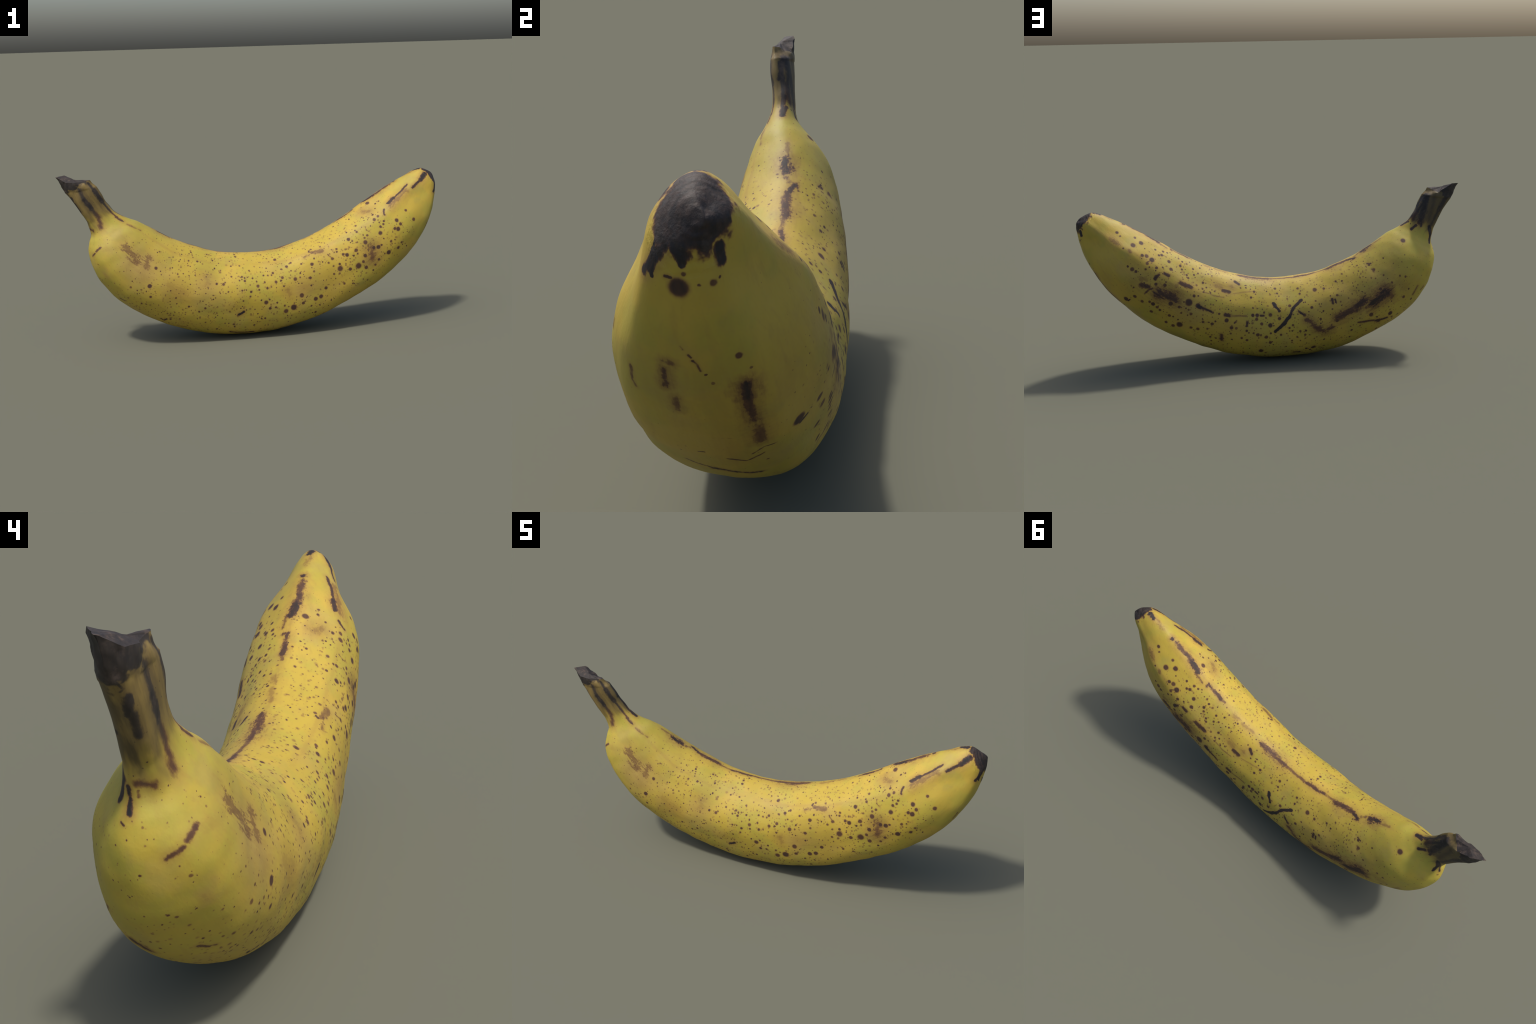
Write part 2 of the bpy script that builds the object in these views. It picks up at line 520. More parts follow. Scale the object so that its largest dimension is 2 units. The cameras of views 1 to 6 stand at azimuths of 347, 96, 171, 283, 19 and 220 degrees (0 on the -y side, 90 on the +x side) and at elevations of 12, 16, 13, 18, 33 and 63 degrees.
streak([(0.621, 44.1), (0.582, 36.6), (0.567, 34.6)], 3.4, 0.38, 0.70)
streak([(0.481, 138.1), (0.471, 139.5)], 6.1, 1.00, 0.40)
streak([(0.447, 132.2), (0.442, 131.2)], 5.6, 0.80, 0.40)
streak([(0.242, 33.4), (0.235, 36.8)], 3.5, 0.80, 0.40)
streak([(0.374, 59.7), (0.376, 64.9)], 6.4, 0.85, 0.40)
streak([(0.368, 61.3), (0.369, 65.3)], 4.7, 0.85, 0.40)
bruise([(0.381, 89.7), (0.358, 87.7), (0.333, 86.4)], 15.4, 0.75, 0.60)
bruise([(0.333, 86.4), (0.311, 82.7)], 15.4, 0.88, 0.60)
bruise([(0.311, 82.7), (0.294, 81.3)], 14.6, 0.60, 0.80)
bruise([(0.298, 94.1), (0.281, 90.3), (0.261, 90.4)], 19.0, 0.95, 0.40)
bruise([(0.258, 91.8), (0.258, 103.5)], 14.7, 0.60, 0.70)
streak([(0.345, 112.5), (0.325, 119.9), (0.311, 127.4)], 5.6, 0.75, 0.60)
streak([(0.311, 127.4), (0.293, 135.3)], 5.7, 0.85, 0.60)
streak([(0.313, 127.1), (0.309, 129.4)], 9.6, 0.90, 0.50)
streak([(0.210, 132.8), (0.228, 135.6)], 6.6, 0.60, 0.70)
streak([(0.205, 146.8), (0.213, 144.7)], 4.4, 0.60, 0.60)
bruise([(0.405, 81.9), (0.318, 71.7)], 36.3, 0.20, 0.90)
bruise([(0.227, 92.3), (0.228, 109.9)], 26.0, 0.30, 0.90)
scar([(0.089, 115.8), (0.104, 135.6)], 11.6, 1.00, 0.50)
scar([(0.104, 135.6), (0.120, 136.1)], 8.2, 1.00, 0.40)
scar([(0.115, 3.4), (0.099, 25.2)], 8.2, 0.95, 0.50)
scar([(0.112, 59.2), (0.099, 66.2)], 8.5, 0.90, 0.60)
bruise([(0.896, 156.1), (0.884, 156.6)], 7.5, 0.95, 0.70)
bruise([(0.884, 156.6), (0.857, 157.2)], 7.2, 0.75, 0.80)
bruise([(0.857, 157.2), (0.826, 159.2)], 8.8, 0.60, 0.90)
bruise([(0.892, 165.1), (0.893, 157.8)], 9.4, 0.35, 0.90)
bruise([(0.919, 201.0), (0.919, 195.2)], 4.6, 0.60, 0.80)
bruise([(0.913, 200.6), (0.899, 200.1)], 5.0, 0.75, 0.80)
bruise([(0.888, 195.2), (0.877, 194.2)], 5.1, 0.60, 0.90)
streak([(0.923, 181.6), (0.920, 179.4), (0.915, 178.0)], 2.3, 0.90, 0.50)
streak([(0.928, 184.1), (0.926, 182.6)], 1.8, 0.70, 0.50)
streak([(0.935, 188.1), (0.932, 186.9)], 1.3, 0.60, 0.60)
streak([(0.814, 135.5), (0.814, 129.9)], 3.0, 0.95, 0.35)
ridge([(0.903, 222.3), (0.892, 221.0), (0.887, 218.7)], 2.4, 0.60, 0.70)
ridge([(0.790, 200.5), (0.786, 192.9), (0.781, 186.6)], 1.9, 0.70, 0.60)
ridge([(0.781, 186.6), (0.771, 175.1), (0.760, 164.8)], 3.4, 0.85, 0.50)
streak([(0.805, 178.2), (0.797, 168.9), (0.804, 159.1)], 2.3, 0.70, 0.60)
streak([(0.807, 164.9), (0.814, 158.4), (0.813, 151.5)], 1.8, 0.75, 0.60)
streak([(0.817, 191.0), (0.817, 188.3)], 1.6, 0.80, 0.40)
streak([(0.842, 176.1), (0.840, 170.1)], 1.0, 0.50, 0.60)
cap([(0.991, 207.7), (0.989, 192.1)], 12.7, 1.00, 0.30)
cap([(0.989, 192.1), (0.985, 187.9)], 6.6, 1.00, 0.30)
cap([(0.980, 230.7), (0.972, 225.6)], 7.2, 1.00, 0.30)
cap([(0.972, 225.6), (0.970, 220.2)], 3.5, 1.00, 0.35)
cap([(0.981, 133.0), (0.975, 138.3)], 9.5, 1.00, 0.35)
cap([(0.986, 251.9), (0.981, 233.4)], 2.7, 1.00, 0.40)
streak([(0.973, 205.9), (0.974, 198.5)], 1.8, 0.80, 0.50)
bruise([(0.233, 159.9), (0.236, 164.1), (0.242, 168.5)], 5.6, 0.80, 0.60)
streak([(0.248, 199.6), (0.250, 204.0)], 3.7, 0.60, 0.70)
bruise([(0.190, 213.4), (0.194, 213.5)], 6.4, 0.25, 0.90)
ridge([(0.979, 3.2), (0.969, 6.0)], 6.7, 1.00, 0.40)
ridge([(0.963, 3.2), (0.944, 7.5)], 6.3, 0.45, 0.80)
ridge([(0.922, 5.0), (0.920, 4.2)], 6.3, 0.90, 0.40)
ridge([(0.909, 3.7), (0.884, 2.6)], 9.4, 0.70, 0.60)
ridge([(0.884, 2.6), (0.865, 3.9)], 10.2, 0.78, 0.60)
ridge([(0.865, 3.9), (0.843, 6.6)], 9.5, 0.90, 0.50)
ridge([(0.840, 10.6), (0.816, 11.9)], 4.7, 0.60, 0.60)
ridge([(0.804, 10.2), (0.805, 5.3)], 5.5, 0.70, 0.50)
ridge([(0.804, 5.7), (0.785, 4.8), (0.760, 5.9)], 6.7, 0.78, 0.50)
ridge([(0.760, 5.9), (0.749, 5.1)], 4.7, 0.60, 0.60)
ridge([(0.711, 6.6), (0.699, 5.5)], 9.1, 0.45, 0.80)
ridge([(0.679, 6.8), (0.648, 5.0)], 8.2, 0.42, 0.90)
ridge([(0.610, 8.8), (0.588, 8.5)], 8.2, 0.70, 0.60)
ridge([(0.588, 8.5), (0.558, 7.3), (0.524, 8.3)], 14.6, 0.72, 0.70)
ridge([(0.524, 8.3), (0.482, 8.3), (0.443, 8.4)], 5.9, 0.60, 0.60)
ridge([(0.443, 8.4), (0.410, 6.6), (0.387, 5.3)], 6.3, 0.75, 0.60)
ridge([(0.387, 5.3), (0.347, 6.2)], 6.2, 0.60, 0.60)
ridge([(0.345, 7.2), (0.293, 6.9)], 10.6, 0.75, 0.60)
ridge([(0.333, 7.4), (0.307, 6.9), (0.277, 8.1)], 7.6, 0.80, 0.60)
ridge([(0.275, 9.0), (0.259, 11.9)], 7.2, 0.92, 0.50)
ridge([(0.251, 7.9), (0.240, 6.3)], 6.4, 0.65, 0.70)
ridge([(0.223, 6.9), (0.194, 5.3)], 11.5, 1.00, 0.50)
ridge([(0.191, 7.4), (0.164, 9.0)], 6.3, 0.50, 0.80)
streak([(0.244, 46.0), (0.245, 50.1)], 5.3, 0.60, 0.60)
stem([(0.009, 113.5), (0.019, 265.0), (0.044, 255.3)], 9.4, 0.82, 0.70)
stem([(0.044, 255.3), (0.065, 261.1)], 12.6, 1.00, 0.60)
stem([(0.065, 261.1), (0.089, 263.2), (0.109, 249.7)], 13.2, 0.70, 0.80)
stem([(0.007, 313.2), (0.029, 306.6)], 7.5, 0.85, 0.60)
stem([(0.029, 306.6), (0.062, 310.4)], 11.2, 0.95, 0.60)
stem([(0.062, 310.4), (0.087, 315.4), (0.109, 320.6)], 5.6, 0.75, 0.60)
stem([(0.030, 358.8), (0.058, 10.7)], 8.1, 1.00, 0.60)
stem([(0.058, 10.7), (0.094, 9.6)], 6.9, 0.95, 0.60)
stem([(0.094, 9.6), (0.113, 3.7)], 8.2, 1.00, 0.50)
stem([(0.030, 198.1), (0.028, 207.1)], 2.4, 0.70, 0.60)
stem([(0.035, 211.7), (0.047, 197.6)], 8.1, 0.90, 0.60)
stem([(0.047, 209.2), (0.063, 208.9)], 8.2, 0.85, 0.70)
stem([(0.021, 195.1), (0.027, 203.8)], 2.4, 0.80, 0.60)
stem([(0.017, 145.0), (0.017, 145.0)], 7.3, 0.95, 0.50)
stem([(0.063, 138.1), (0.063, 138.1)], 5.2, 0.90, 0.60)
stem([(0.107, 151.9), (0.115, 158.9)], 5.3, 1.00, 0.35)
stem([(0.115, 158.9), (0.122, 159.6)], 6.0, 1.00, 0.40)
streak([(0.128, 151.3), (0.129, 156.9)], 2.2, 0.80, 0.50)
stem([(0.104, 172.9), (0.109, 205.8)], 8.5, 0.70, 0.70)
stem([(0.109, 172.8), (0.113, 173.5)], 2.8, 0.70, 0.60)
stem([(0.023, 34.0), (0.060, 58.3)], 20.4, 1.00, 0.60)
stem([(0.060, 58.3), (0.088, 72.3)], 18.7, 0.95, 0.70)
stem([(0.065, 30.2), (0.089, 42.0)], 13.6, 0.80, 0.80)
stem([(0.019, 115.9), (0.050, 117.1)], 13.7, 0.90, 0.60)
stem([(0.050, 117.1), (0.083, 119.4)], 13.7, 0.75, 0.80)
stem([(0.027, 76.6), (0.076, 103.1)], 20.5, 0.60, 0.90)
stem([(0.020, 15.0), (0.054, 355.3)], 8.3, 1.00, 0.60)
stem([(0.029, 43.0), (0.069, 39.0)], 8.9, 0.95, 0.70)
stem([(0.085, 15.3), (0.113, 3.2)], 9.6, 0.95, 0.60)
stem([(0.069, 56.0), (0.096, 86.6)], 6.9, 0.90, 0.60)
# faint brown lines that run the length of the two upper ridges
ridge([(0.140, 326), (0.250, 330), (0.360, 331), (0.550, 330), (0.660, 324), (0.800, 316), (0.930, 316)], 6.0, 0.20, 0.90)
ridge([(0.170, 5), (0.300, 6), (0.450, 7), (0.600, 7), (0.750, 6), (0.900, 3)], 7.0, 0.24, 0.90)
ridge([(0.800, 56), (0.880, 60), (0.960, 68)], 6.0, 0.22, 0.90)
ridge([(0.180, 224), (0.350, 220), (0.550, 218), (0.800, 222)], 5.0, 0.16, 0.90)
# broad soft bruising
bruise([(0.190, 284), (0.240, 274)], 34, 0.24, 0.90)
bruise([(0.300, 92), (0.420, 94)], 34, 0.28, 0.90)
bruise([(0.720, 90), (0.830, 96)], 36, 0.30, 0.90)
bruise([(0.560, 98), (0.640, 96)], 26, 0.22, 0.90)
bruise([(0.200, 62), (0.240, 70)], 24, 0.18, 0.90)
bruise([(0.590, 276), (0.630, 272)], 26, 0.24, 0.90)
bruise([(0.800, 172), (0.900, 178)], 30, 0.20, 0.90)
bruise([(0.145, 238), (0.160, 262)], 14, 0.24, 0.90)

# broad dull areas
blush(0.219, 268, 110, .60)
blush(0.376, 278, 105, .45)
blush(0.592, 277, 75, .35)
blush(0.267, 75, 90, .30)
blush(0.700, 95, 100, .45)


# ------------------------------------------------------------------ materials
class Tree:
    """small helper that wires shader nodes"""

    def __init__(self, name):
        self.mat = bpy.data.materials.new(name)
        self.mat.use_nodes = True
        self.t = self.mat.node_tree
        self.t.nodes.clear()

    def node(self, kind, inputs=(), **props):
        n = self.t.nodes.new(kind)
        for k, v in props.items():
            setattr(n, k, v)
        for key, v in (inputs.items() if isinstance(inputs, dict) else enumerate(inputs)):
            if v is None:
                continue
            if isinstance(v, bpy.types.NodeSocket):
                self.t.links.new(v, n.inputs[key])
            else:
                n.inputs[key].default_value = v
        return n

    def math(self, op, a, b=None, c=None, clamp=False):
        return self.node("ShaderNodeMath", (a, b, c), operation=op, use_clamp=clamp).outputs[0]

    def vec(self, op, a, b=None, c=None):
        n = self.node("ShaderNodeVectorMath", (a, b, c), operation=op)
        return n.outputs["Value"] if op in ("LENGTH", "DOT_PRODUCT", "DISTANCE") else n.outputs["Vector"]

    def scaled(self, v, s):
        n = self.node("ShaderNodeVectorMath", (v,), operation="SCALE")
        if isinstance(s, bpy.types.NodeSocket):
            self.t.links.new(s, n.inputs["Scale"])
        else:
            n.inputs["Scale"].default_value = s
        return n.outputs["Vector"]

    def ranged(self, v, lo, hi, to_lo=0.0, to_hi=1.0, smooth=True):
        n = self.node("ShaderNodeMapRange", (v, lo, hi, to_lo, to_hi), interpolation_type="SMOOTHSTEP" if smooth else "LINEAR")
        return n.outputs[0]

    def noise(self, v, scale, detail=3.0, rough=0.55, colour=False):
        n = self.node("ShaderNodeTexNoise", {"Vector": v, "Scale": scale, "Detail": detail, "Roughness": rough})
        return n.outputs["Color" if colour else "Fac"]

    def mix(self, f, a, b):
        n = self.node("ShaderNodeMix", data_type="RGBA")
        for i, v in ((0, f), (6, a), (7, b)):
            if isinstance(v, bpy.types.NodeSocket):
                self.t.links.new(v, n.inputs[i])
            else:
                n.inputs[i].default_value = v if i == 0 else (*v, 1)
        return n.outputs[2]

    def ramp(self, f, *stops):
        n = self.node("ShaderNodeValToRGB", (f,))
        while len(n.color_ramp.elements) < len(stops):
            n.color_ramp.elements.new(0.5)
        for e, (p, c) in zip(n.color_ramp.elements, stops):
            e.position, e.color = p, (*c, 1)
        return n.outputs[0]

    def jitter(self, p, v, scale, amount, detail=2.0):
        c = self.noise(v, scale, detail, colour=True)
        return self.vec("ADD", p, self.scaled(self.vec("SUBTRACT", c, (.5, .5, .5)), amount * 2))


def group(name, inputs, output, build):
    """a reusable node group with named inputs and one float output"""
    T = Tree.__new__(Tree)
    T.t = bpy.data.node_groups.new(name, "ShaderNodeTree")
    for n, kind in inputs:
        T.t.interface.new_socket(n, in_out="INPUT", socket_type=kind)
    T.t.interface.new_socket(output, in_out="OUTPUT", socket_type="NodeSocketFloat")
    ins = T.t.nodes.new("NodeGroupInput").outputs
    T.t.links.new(build(T, *[ins[n] for n, _ in inputs]), T.t.nodes.new("NodeGroupOutput").inputs[output])
    return T.t


V3, F1 = "NodeSocketVector", "NodeSocketFloat"
SPOT = group("round_spot", (("field", F1), ("point", V3), ("centre", V3), ("outer", F1), ("inner", F1), ("depth", F1)), "field",
             lambda T, field, p, c, outer, inner, depth:
             T.math("MAXIMUM", field, T.ranged(T.vec("DISTANCE", p, c), outer, inner, 0.0, depth)))


def segment_distance(T, near, p, a, ab, unit):
    rel = T.vec("SUBTRACT", p, a)
    f = T.math("MAXIMUM", T.math("MINIMUM", T.vec("DOT_PRODUCT", rel, unit), 1.0), 0.0)
    return T.math("MINIMUM", near, T.vec("DISTANCE", rel, T.scaled(ab, f)))


SEGMENT = group("segment_distance", (("near", F1), ("point", V3), ("start", V3), ("reach", V3), ("unit", V3)), "near", segment_distance)


YELLOW, GREENISH, OCHRE, WARM = (.420, .302, .036), (.325, .290, .040), (.320, .222, .074), (.450, .312, .042)
TAN, TAN_DARK = (.215, .150, .042), (.118, .080, .026)
HAZE, BROWN, DARK, BLACK = (.270, .140, .040), (.152, .068, .025), (.066, .032, .018), (.0165, .0135, .0130)

BEND_X, BEND_Z, BEND_R = -0.02, 1.16, 0.95      # circle that the spine follows


def skin_material(name, low, high, stem_part=False, tip_part=False):
    """peel colour with the blemishes that reach the stretch low..high of 'along'"""
    T = Tree(name)
    P = T.node("ShaderNodeTexCoord").outputs["Object"]
    xyz = T.node("ShaderNodeSeparateXYZ", (P,)).outputs
    # bent coordinates: (arc length, height over the bend, y), for grain that runs lengthways
    dx, dz = T.math("SUBTRACT", xyz[0], BEND_X), T.math("SUBTRACT", BEND_Z, xyz[2])
    arc = T.math("MULTIPLY", T.math("ARCTAN2", dx, dz), BEND_R)
    rad = T.math("SQRT", T.math("ADD", T.math("MULTIPLY", dx, dx), T.math("MULTIPLY", dz, dz)))
    bent = T.node("ShaderNodeCombineXYZ", (T.math("MULTIPLY", arc, .22), rad, xyz[1])).outputs[0]
    stem_t = T.vec("DOT_PRODUCT", T.vec("SUBTRACT", P, (-.789, -.008, .662)), (-.53, -.05, .846))

    # ---- ground colour
    big = T.noise(P, 4.2, 3, .5)
    mid = T.noise(P, 13, 4, .6)
    fib = T.noise(bent, 60, 3, .6)
    fine = T.noise(P, 150, 3, .7)
    col = T.mix(T.ranged(big, .40, .62), YELLOW, WARM)
    green = T.math("MULTIPLY", T.ranged(arc, -.25, -.95), T.ranged(mid, .25, .7, .25, 1.0))
    tipgreen = T.math("MULTIPLY", T.ranged(T.noise(P, 6.5, 3, .6), .44, .62), .50)
    col = T.mix(T.math("MAXIMUM", T.math("MULTIPLY", green, .85), tipgreen), col, GREENISH)
    ochre = T.ranged(T.noise(P, 9, 4, .6), .50, .70, 0, .35)
    for u, p, r, amount in blushes:
        d = T.vec("DISTANCE", T.jitter(P, P, 12, .05), p - Vector((0, 0, DROP)))
        ochre = T.math("MAXIMUM", ochre, T.ranged(d, r * 1.3, r * .3, 0, amount))
    ochre = T.math("MULTIPLY", ochre, T.ranged(mid, .3, .6, .6, 1.0, False))
    col = T.mix(ochre, col, OCHRE)
    col = T.mix(T.ranged(fib, .50, .75, 0, .25), col, (.32, .205, .042))
    col = T.mix(T.ranged(fine, .55, .75, 0, .18), col, (.30, .20, .045))

    # ---- the stem is tan and brown
    edge = T.math("ADD", stem_t, T.ranged(T.noise(bent, 30, 2), .3, .7, -.035, .035, False))
    stem_mask = T.ranged(edge, -.035, .075)
    tan = T.mix(T.ranged(T.noise(bent, 45, 3, .6), .35, .7), TAN, TAN_DARK)
    dark_back = T.math("MULTIPLY", T.ranged(T.math("ADD", xyz[1], T.ranged(fib, .3, .7, -.02, .02, False)), -.02, .008), T.ranged(edge, -.02, .06))
    tan = T.mix(T.math("MULTIPLY", dark_back, .8), tan, (.046, .037, .017))
    col = T.mix(stem_mask, col, tan)

    # ---- blemishes
    crisp = T.jitter(P, P, 90, .0020)
    loose = T.jitter(P, bent, 36, .0045, 3.0)
    rag = T.math("ADD", T.math("MULTIPLY", T.math("SUBTRACT", T.noise(bent, 62, 4, .65), .5), 2.2),
                 T.math("MULTIPLY", T.math("SUBTRACT", T.noise(P, 120, 3, .6), .5), 1.2))
    ragged = {}

    def rag_of(k):
        if k not in ragged:
            ragged[k] = T.math("MULTIPLY", rag, k)
        return ragged[k]

    field = None
    margin = .03
    def grouped(tree, *values):
        n = T.t.nodes.new("ShaderNodeGroup")
        n.node_tree = tree
        for s, v in zip(n.inputs, values):
            if isinstance(v, bpy.types.NodeSocket):
                T.t.links.new(v, s)
            else:
                s.default_value = v
        return n.outputs[0]

    for u, p, r, depth in spots:
        if low - margin < u < high + margin:
            field = grouped(SPOT, field or 0.0, crisp, p - Vector((0, 0, DROP)), r * 1.95, r * .78, depth)
    for path, width, depth, soft, rough, halo in strokes:
        us = [u for u, _ in path]
        if not (min(us) < high + margin and max(us) > low - margin):
            continue
        near = 9.0
        for (_, a), (_, b) in zip(path, path[1:]):
            ab = b - a
            near = grouped(SEGMENT, near, loose, a - Vector((0, 0, DROP)), ab, ab / max(ab.length_squared, 1e-9))
        n = T.math("MULTIPLY_ADD", near, 1 / width, rag_of(rough))
        m = T.ranged(n, 1 + soft * 1.1, max(1 - soft * 1.1, -.1), 0, depth)
        if halo:
            m = T.math("MAXIMUM", m, T.ranged(n, 3.7, .4, 0, depth * halo))
        field = m if field is None else T.math("MAXIMUM", field, m)

    # freckles too small to place one by one
    where = T.math("MULTIPLY", T.ranged(T.noise(P, 7, 2, .5), .30, .55, .75, 1), T.ranged(arc, .98, .76, .2, 1))
    where = T.math("MULTIPLY", where, T.ranged(arc, -.80, -.50, .45, 1))
    where = T.math("MULTIPLY", where, T.math("MAXIMUM", T.ranged(rad, 1.13, 1.03, .3, 1), T.ranged(arc, .55, .25)))
    speckled = T.jitter(P, P, 60, .003)
    for scale, size, share in ((48, .40, .60), (88, .42, .50), (68, .42, .42), (27, .24, .55)):
        v = T.node("ShaderNodeTexVoronoi", {"Vector": T.vec("ADD", speckled, (scale, 0, 0)), "Scale": scale, "Randomness": 1.0})
        pick = T.node("ShaderNodeSeparateColor", (v.outputs["Color"],)).outputs
        grow = T.math("MULTIPLY", T.ranged(pick[0], 1 - share, 1, .3 * size, size, False), where)
        m = T.math("MULTIPLY", T.ranged(T.math("DIVIDE", v.outputs["Distance"], T.math("MAXIMUM", grow, .001)), 1.3, .45),
                   T.ranged(pick[0], 1 - share, 1 - share + .02, 0, 1, False))
        m = T.math("MULTIPLY", m, T.ranged(pick[1], 0, 1, .26, .76, False))
        field = m if field is None else T.math("MAXIMUM", field, m)

    # brown lines that follow two of the ridges are strokes; a soft bleed surrounds every dark mark
    if stem_part:
        # the broken end is blackened
        end = T.ranged(T.math("ADD", stem_t, T.ranged(T.noise(P, 26, 3), .3, .7, -.022, .022, False)), .185, .212)
        field = T.math("MAXIMUM", field, T.math("MULTIPLY", end, .93))
    if low > .7:
        axis = T.vec("DOT_PRODUCT", T.vec("SUBTRACT", P, (.9548, -.0047, .7679 - DROP)), (.755, .020, .656))
        tip = T.ranged(T.math("ADD", axis, T.ranged(T.noise(P, 34, 3), .3, .7, -.010, .010, False)), -.011, .004)
        field = T.math("MAXIMUM", field, T.math("MULTIPLY", tip, .97))
    grain = T.noise(bent, 110, 4, .65)
    field = T.math("MULTIPLY", field, T.ranged(grain, .3, .7, .90, 1.06, False))
    mask = T.ranged(field, 0, .62, 0, 1, False)
    ink = T.ramp(field, (.18, HAZE), (.46, BROWN), (.74, DARK), (.99, BLACK))
    if low < .2:
        umber = T.ramp(field, (.15, (.150, .105, .040)), (.46, (.085, .058, .026)), (.74, (.038, .029, .021)), (.99, BLACK))
        ink = T.mix(stem_mask, ink, umber)
    col = T.mix(mask, col, ink)
    if tip_part or stem_part:
        # ashy, scuffed bloom on the black skin
        ash = T.math("MULTIPLY", T.ranged(T.noise(P, 34, 5, .7), .44, .68), T.ranged(field, .8, .95))
        col = T.mix(T.math("MULTIPLY", ash, .7), col, (.066, .048, .038))

    height = T.math("ADD", T.math("MULTIPLY", T.noise(bent, 34, 3, .6), .8), T.math("MULTIPLY", fine, .25))
    if tip_part:
        # rough rings round the dried tip
        ring_at = T.vec("LENGTH", T.vec("SUBTRACT", T.jitter(P, P, 30, .012, 3.0), (1.0, .02, .775)))
        height = T.math("ADD", height, T.math("MULTIPLY", T.math("SINE", T.math("MULTIPLY", ring_at, 420.0)), .35))
        height = T.math("ADD", height, T.math("MULTIPLY", T.noise(P, 60, 4, .7), 1.6))
    bump = T.node("ShaderNodeBump", {"Strength": .30, "Distance": .004,
                                     "Height": height})
    bsdf = T.node("ShaderNodeBsdfPrincipled", {"Base Color": col, "Roughness": T.ranged(field, .2, .9, .58, .66), "Normal": bump.outputs[0],
                                               "Specular IOR Level": .35})
    T.node("ShaderNodeOutputMaterial", {"Surface": bsdf.outputs[0]})
    return T.mat


def cut_material():
    T = Tree("dried_stem_flesh")
    P = T.node("ShaderNodeTexCoord").outputs["Object"]
    n = T.noise(P, 40, 5, .7)
    col = T.ramp(n, (.30, BLACK), (.50, (.030, .023, .020)), (.68, (.085, .058, .042)), (.82, (.19, .13, .08)))
    bump = T.node("ShaderNodeBump", {"Strength": .5, "Distance": .006, "Height": n})
    bsdf = T.node("ShaderNodeBsdfPrincipled", {"Base Color": col, "Roughness": .7, "Normal": bump.outputs[0], "Specular IOR Level": .35})
    T.node("ShaderNodeOutputMaterial", {"Surface": bsdf.outputs[0]})
    return T.mat


# ------------------------------------------------------------------ build the skin
def dent(p):
    """very slight unevenness of the skin"""
    return noise.noise(p * 8.0) * .0034 + noise.noise(p * 17.0) * .0019 + noise.noise(p * 34.0) * .0006


rings, ring_along = [], []
for k in range(len(sections) - 1):
    for s in range(STEPS):
        f = s / STEPS
        a = sections[k]["along"] * (1 - f) + sections[k + 1]["along"] * f
        rings.append(a)
rings = [a for a in rings]
section_cache = [[section_point(k, 360 * j / AROUND) for j in range(AROUND)] for k in range(len(sections))]
grid = []
for a in rings:
    k, f = along_to_station(a)
    if f > 1 - 1e-6:
        k, f = k + 1, 0.0
    row = []
    for j in range(AROUND):
        p = Vector()
        for i, w in weights(k, f):
            p += section_cache[i][j] * w
        row.append(p)
    grid.append(row)
end_point = Vector()
for p in section_cache[-1]:
    end_point += p / AROUND

verts = [p for row in grid for p in row] + [end_point]
faces, face_along = [], []
for i in range(len(grid) - 1):
    for j in range(AROUND):
        j1 = (j + 1) % AROUND
        faces.append((i * AROUND + j, i * AROUND + j1, (i + 1) * AROUND + j1, (i + 1) * AROUND + j))
        face_along.append((rings[i] + rings[i + 1]) / 2)
top = (len(grid) - 1) * AROUND
for j in range(AROUND):
    faces.append((top + j, top + (j + 1) % AROUND, len(verts) - 1))
    face_along.append(1.0)

whole = bpy.data.meshes.new("whole_skin")
whole.from_pydata([tuple(p) for p in verts], [], faces)
whole.update()
normals = [v.normal.copy() for v in whole.vertices]
centre = Vector((0, 0, 1.2))
side = grid[len(grid) // 2][AROUND // 2]
if normals[(len(grid) // 2) * AROUND + AROUND // 2].z > 0:      # underside must face down
    faces = [tuple(reversed(f)) for f in faces]
    normals = [-n for n in normals]
for i in range(AROUND, len(verts)):
    if i // AROUND > STEPS:
        verts[i] = verts[i] + normals[i] * dent(verts[i])
for i in range((STEPS + 1) * AROUND):    # the torn end is knobbly
    rough = 1 - .5 * (i // AROUND) / STEPS
    verts[i] = verts[i] + normals[i] * (noise.noise(verts[i] * 38) * .0055 + noise.noise(verts[i] * 90) * .0025) * rough
DROP = min(p.z for p in verts)
verts = [p - Vector((0, 0, DROP)) for p in verts]
bpy.data.meshes.remove(whole)
whole = bpy.data.meshes.new("whole_skin")
whole.from_pydata([tuple(p) for p in verts], [], faces)
whole.update()
normals = [v.normal.copy() for v in whole.vertices]
bpy.data.meshes.remove(whole)

banana = bpy.data.objects.new("banana", None)
banana.empty_display_size = .2
bpy.context.scene.collection.objects.link(banana)
banana["label"] = "curved ripe yellow banana with brown sugar spots"
banana["category"] = "banana"


def add_part(name, mesh, parent):
    ob = bpy.data.objects.new(name, mesh)
    ob.parent = parent
    bpy.context.scene.collection.objects.link(ob)
    return ob


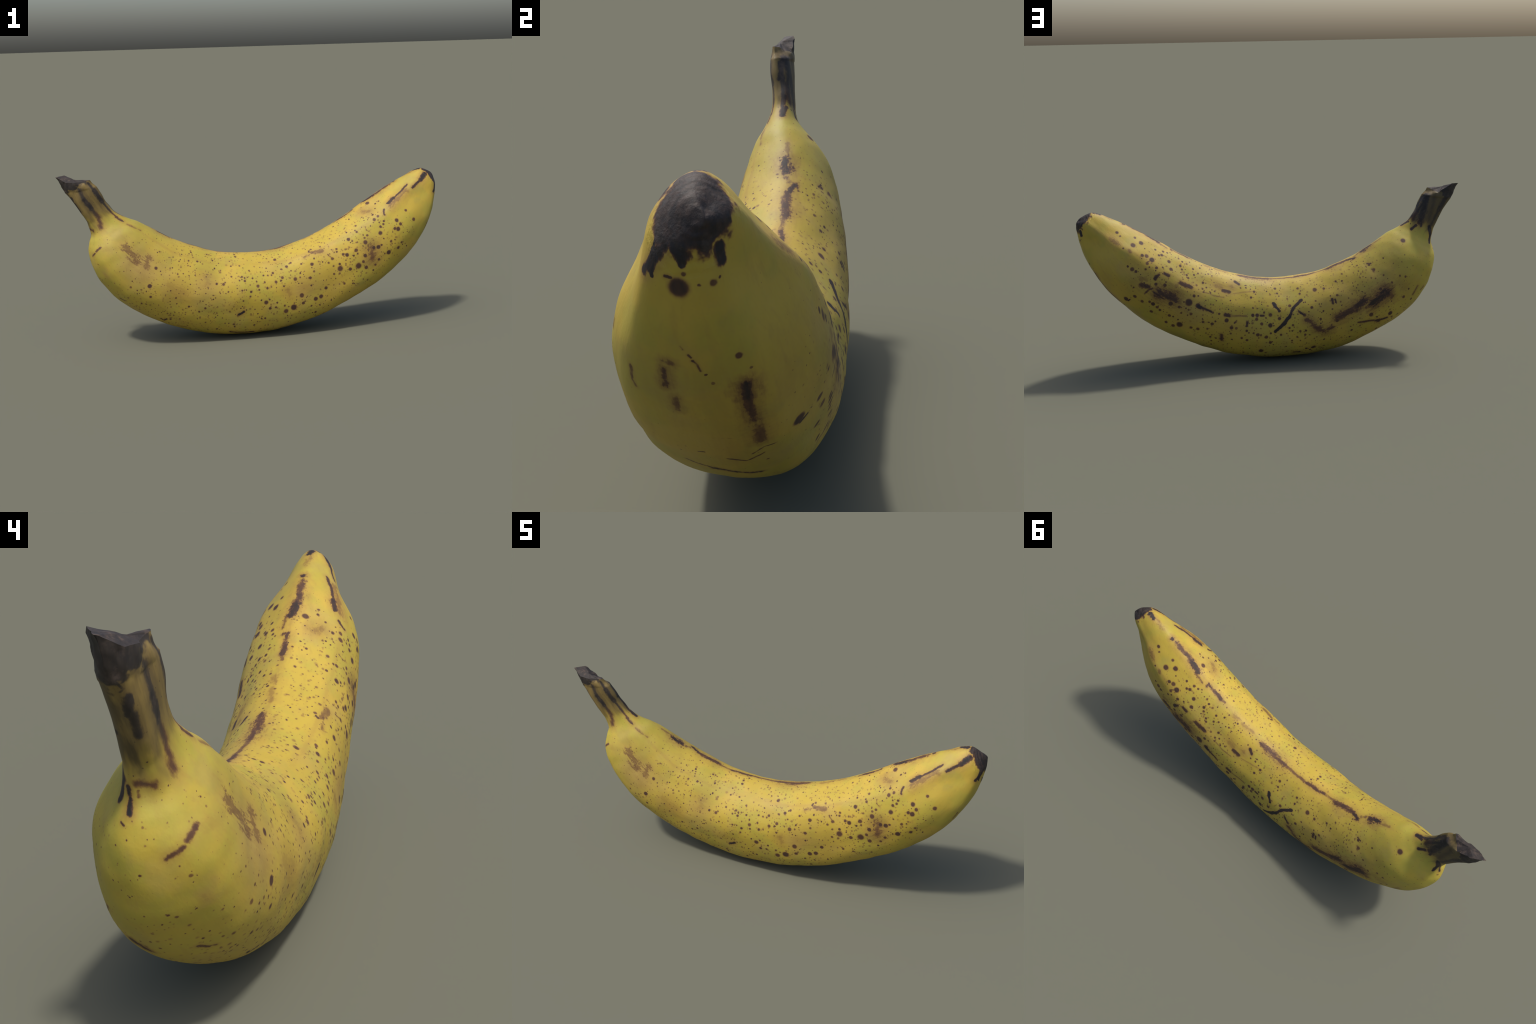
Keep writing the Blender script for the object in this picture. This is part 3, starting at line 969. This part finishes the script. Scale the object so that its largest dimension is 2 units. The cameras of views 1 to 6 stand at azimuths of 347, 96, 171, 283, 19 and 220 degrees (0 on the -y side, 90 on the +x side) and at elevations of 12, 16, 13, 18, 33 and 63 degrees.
def skin_part(name, low, high, materials, limits):
    """the stretch low..high of the skin as a mesh of its own, keeping the whole skin's normals"""
    chosen = [f for f, a in zip(faces, face_along) if low <= a < high]
    alongs = [a for a in face_along if low <= a < high]
    used = sorted({i for f in chosen for i in f})
    index = {v: n for n, v in enumerate(used)}
    mesh = bpy.data.meshes.new(name)
    mesh.from_pydata([tuple(verts[i]) for i in used], [], [tuple(index[i] for i in f) for f in chosen])
    for m in materials:
        mesh.materials.append(m)
    for poly, a in zip(mesh.polygons, alongs):
        poly.use_smooth = True
        poly.material_index = sum(a >= x for x in limits)
    mesh.update()
    mesh.normals_split_custom_set_from_vertices([tuple(normals[i]) for i in used])
    return mesh


LIMITS = (.20, .30, .39, .48, .56, .64, .73, .82, .91)
bounds = (STEM_END,) + LIMITS + (TIP_START,)
peel_materials = [skin_material("spotted_peel", a, b) for a, b in zip(bounds, bounds[1:])]
peel = add_part("peel", skin_part("peel", STEM_END, TIP_START, peel_materials, LIMITS), banana)
stem_ob = add_part("stem", skin_part("stem", -1, STEM_END, [skin_material("dried_stem_skin", 0, STEM_END, stem_part=True)], ()), banana)
tip_ob = add_part("blossom_end", skin_part("blossom_end", TIP_START, 2, [skin_material("blackened_tip", TIP_START, 1, tip_part=True)], ()), banana)

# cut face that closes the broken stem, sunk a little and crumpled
rim = [Vector(verts[j]) for j in range(AROUND)]
# its crest runs across, so the middle stands as high as the crest
mid = Vector((-.915, -.022, .866 - DROP))
cap_verts, cap_faces = list(rim), []
LAYERS = 6
for r in range(1, LAYERS):
    f = 1 - r / LAYERS
    for p in rim:
        q = mid.lerp(p, f)
        q = q + Vector((0, 0, noise.noise(q * 45) * .005 * (1 - f)))
        cap_verts.append(q)
cap_verts.append(mid)
for r in range(LAYERS - 1):
    for j in range(AROUND):
        j1 = (j + 1) % AROUND
        cap_faces.append((r * AROUND + j, (r + 1) * AROUND + j, (r + 1) * AROUND + j1, r * AROUND + j1))
for j in range(AROUND):
    cap_faces.append(((LAYERS - 1) * AROUND + j, len(cap_verts) - 1, (LAYERS - 1) * AROUND + (j + 1) % AROUND))
mesh = bpy.data.meshes.new("cut_end")
mesh.from_pydata([tuple(p) for p in cap_verts], [], cap_faces)
mesh.materials.append(cut_material())
for poly in mesh.polygons:
    poly.use_smooth = True
mesh.update()
if mesh.polygons[0].normal.z < 0:
    mesh.flip_normals()
add_part("cut_end", mesh, stem_ob)
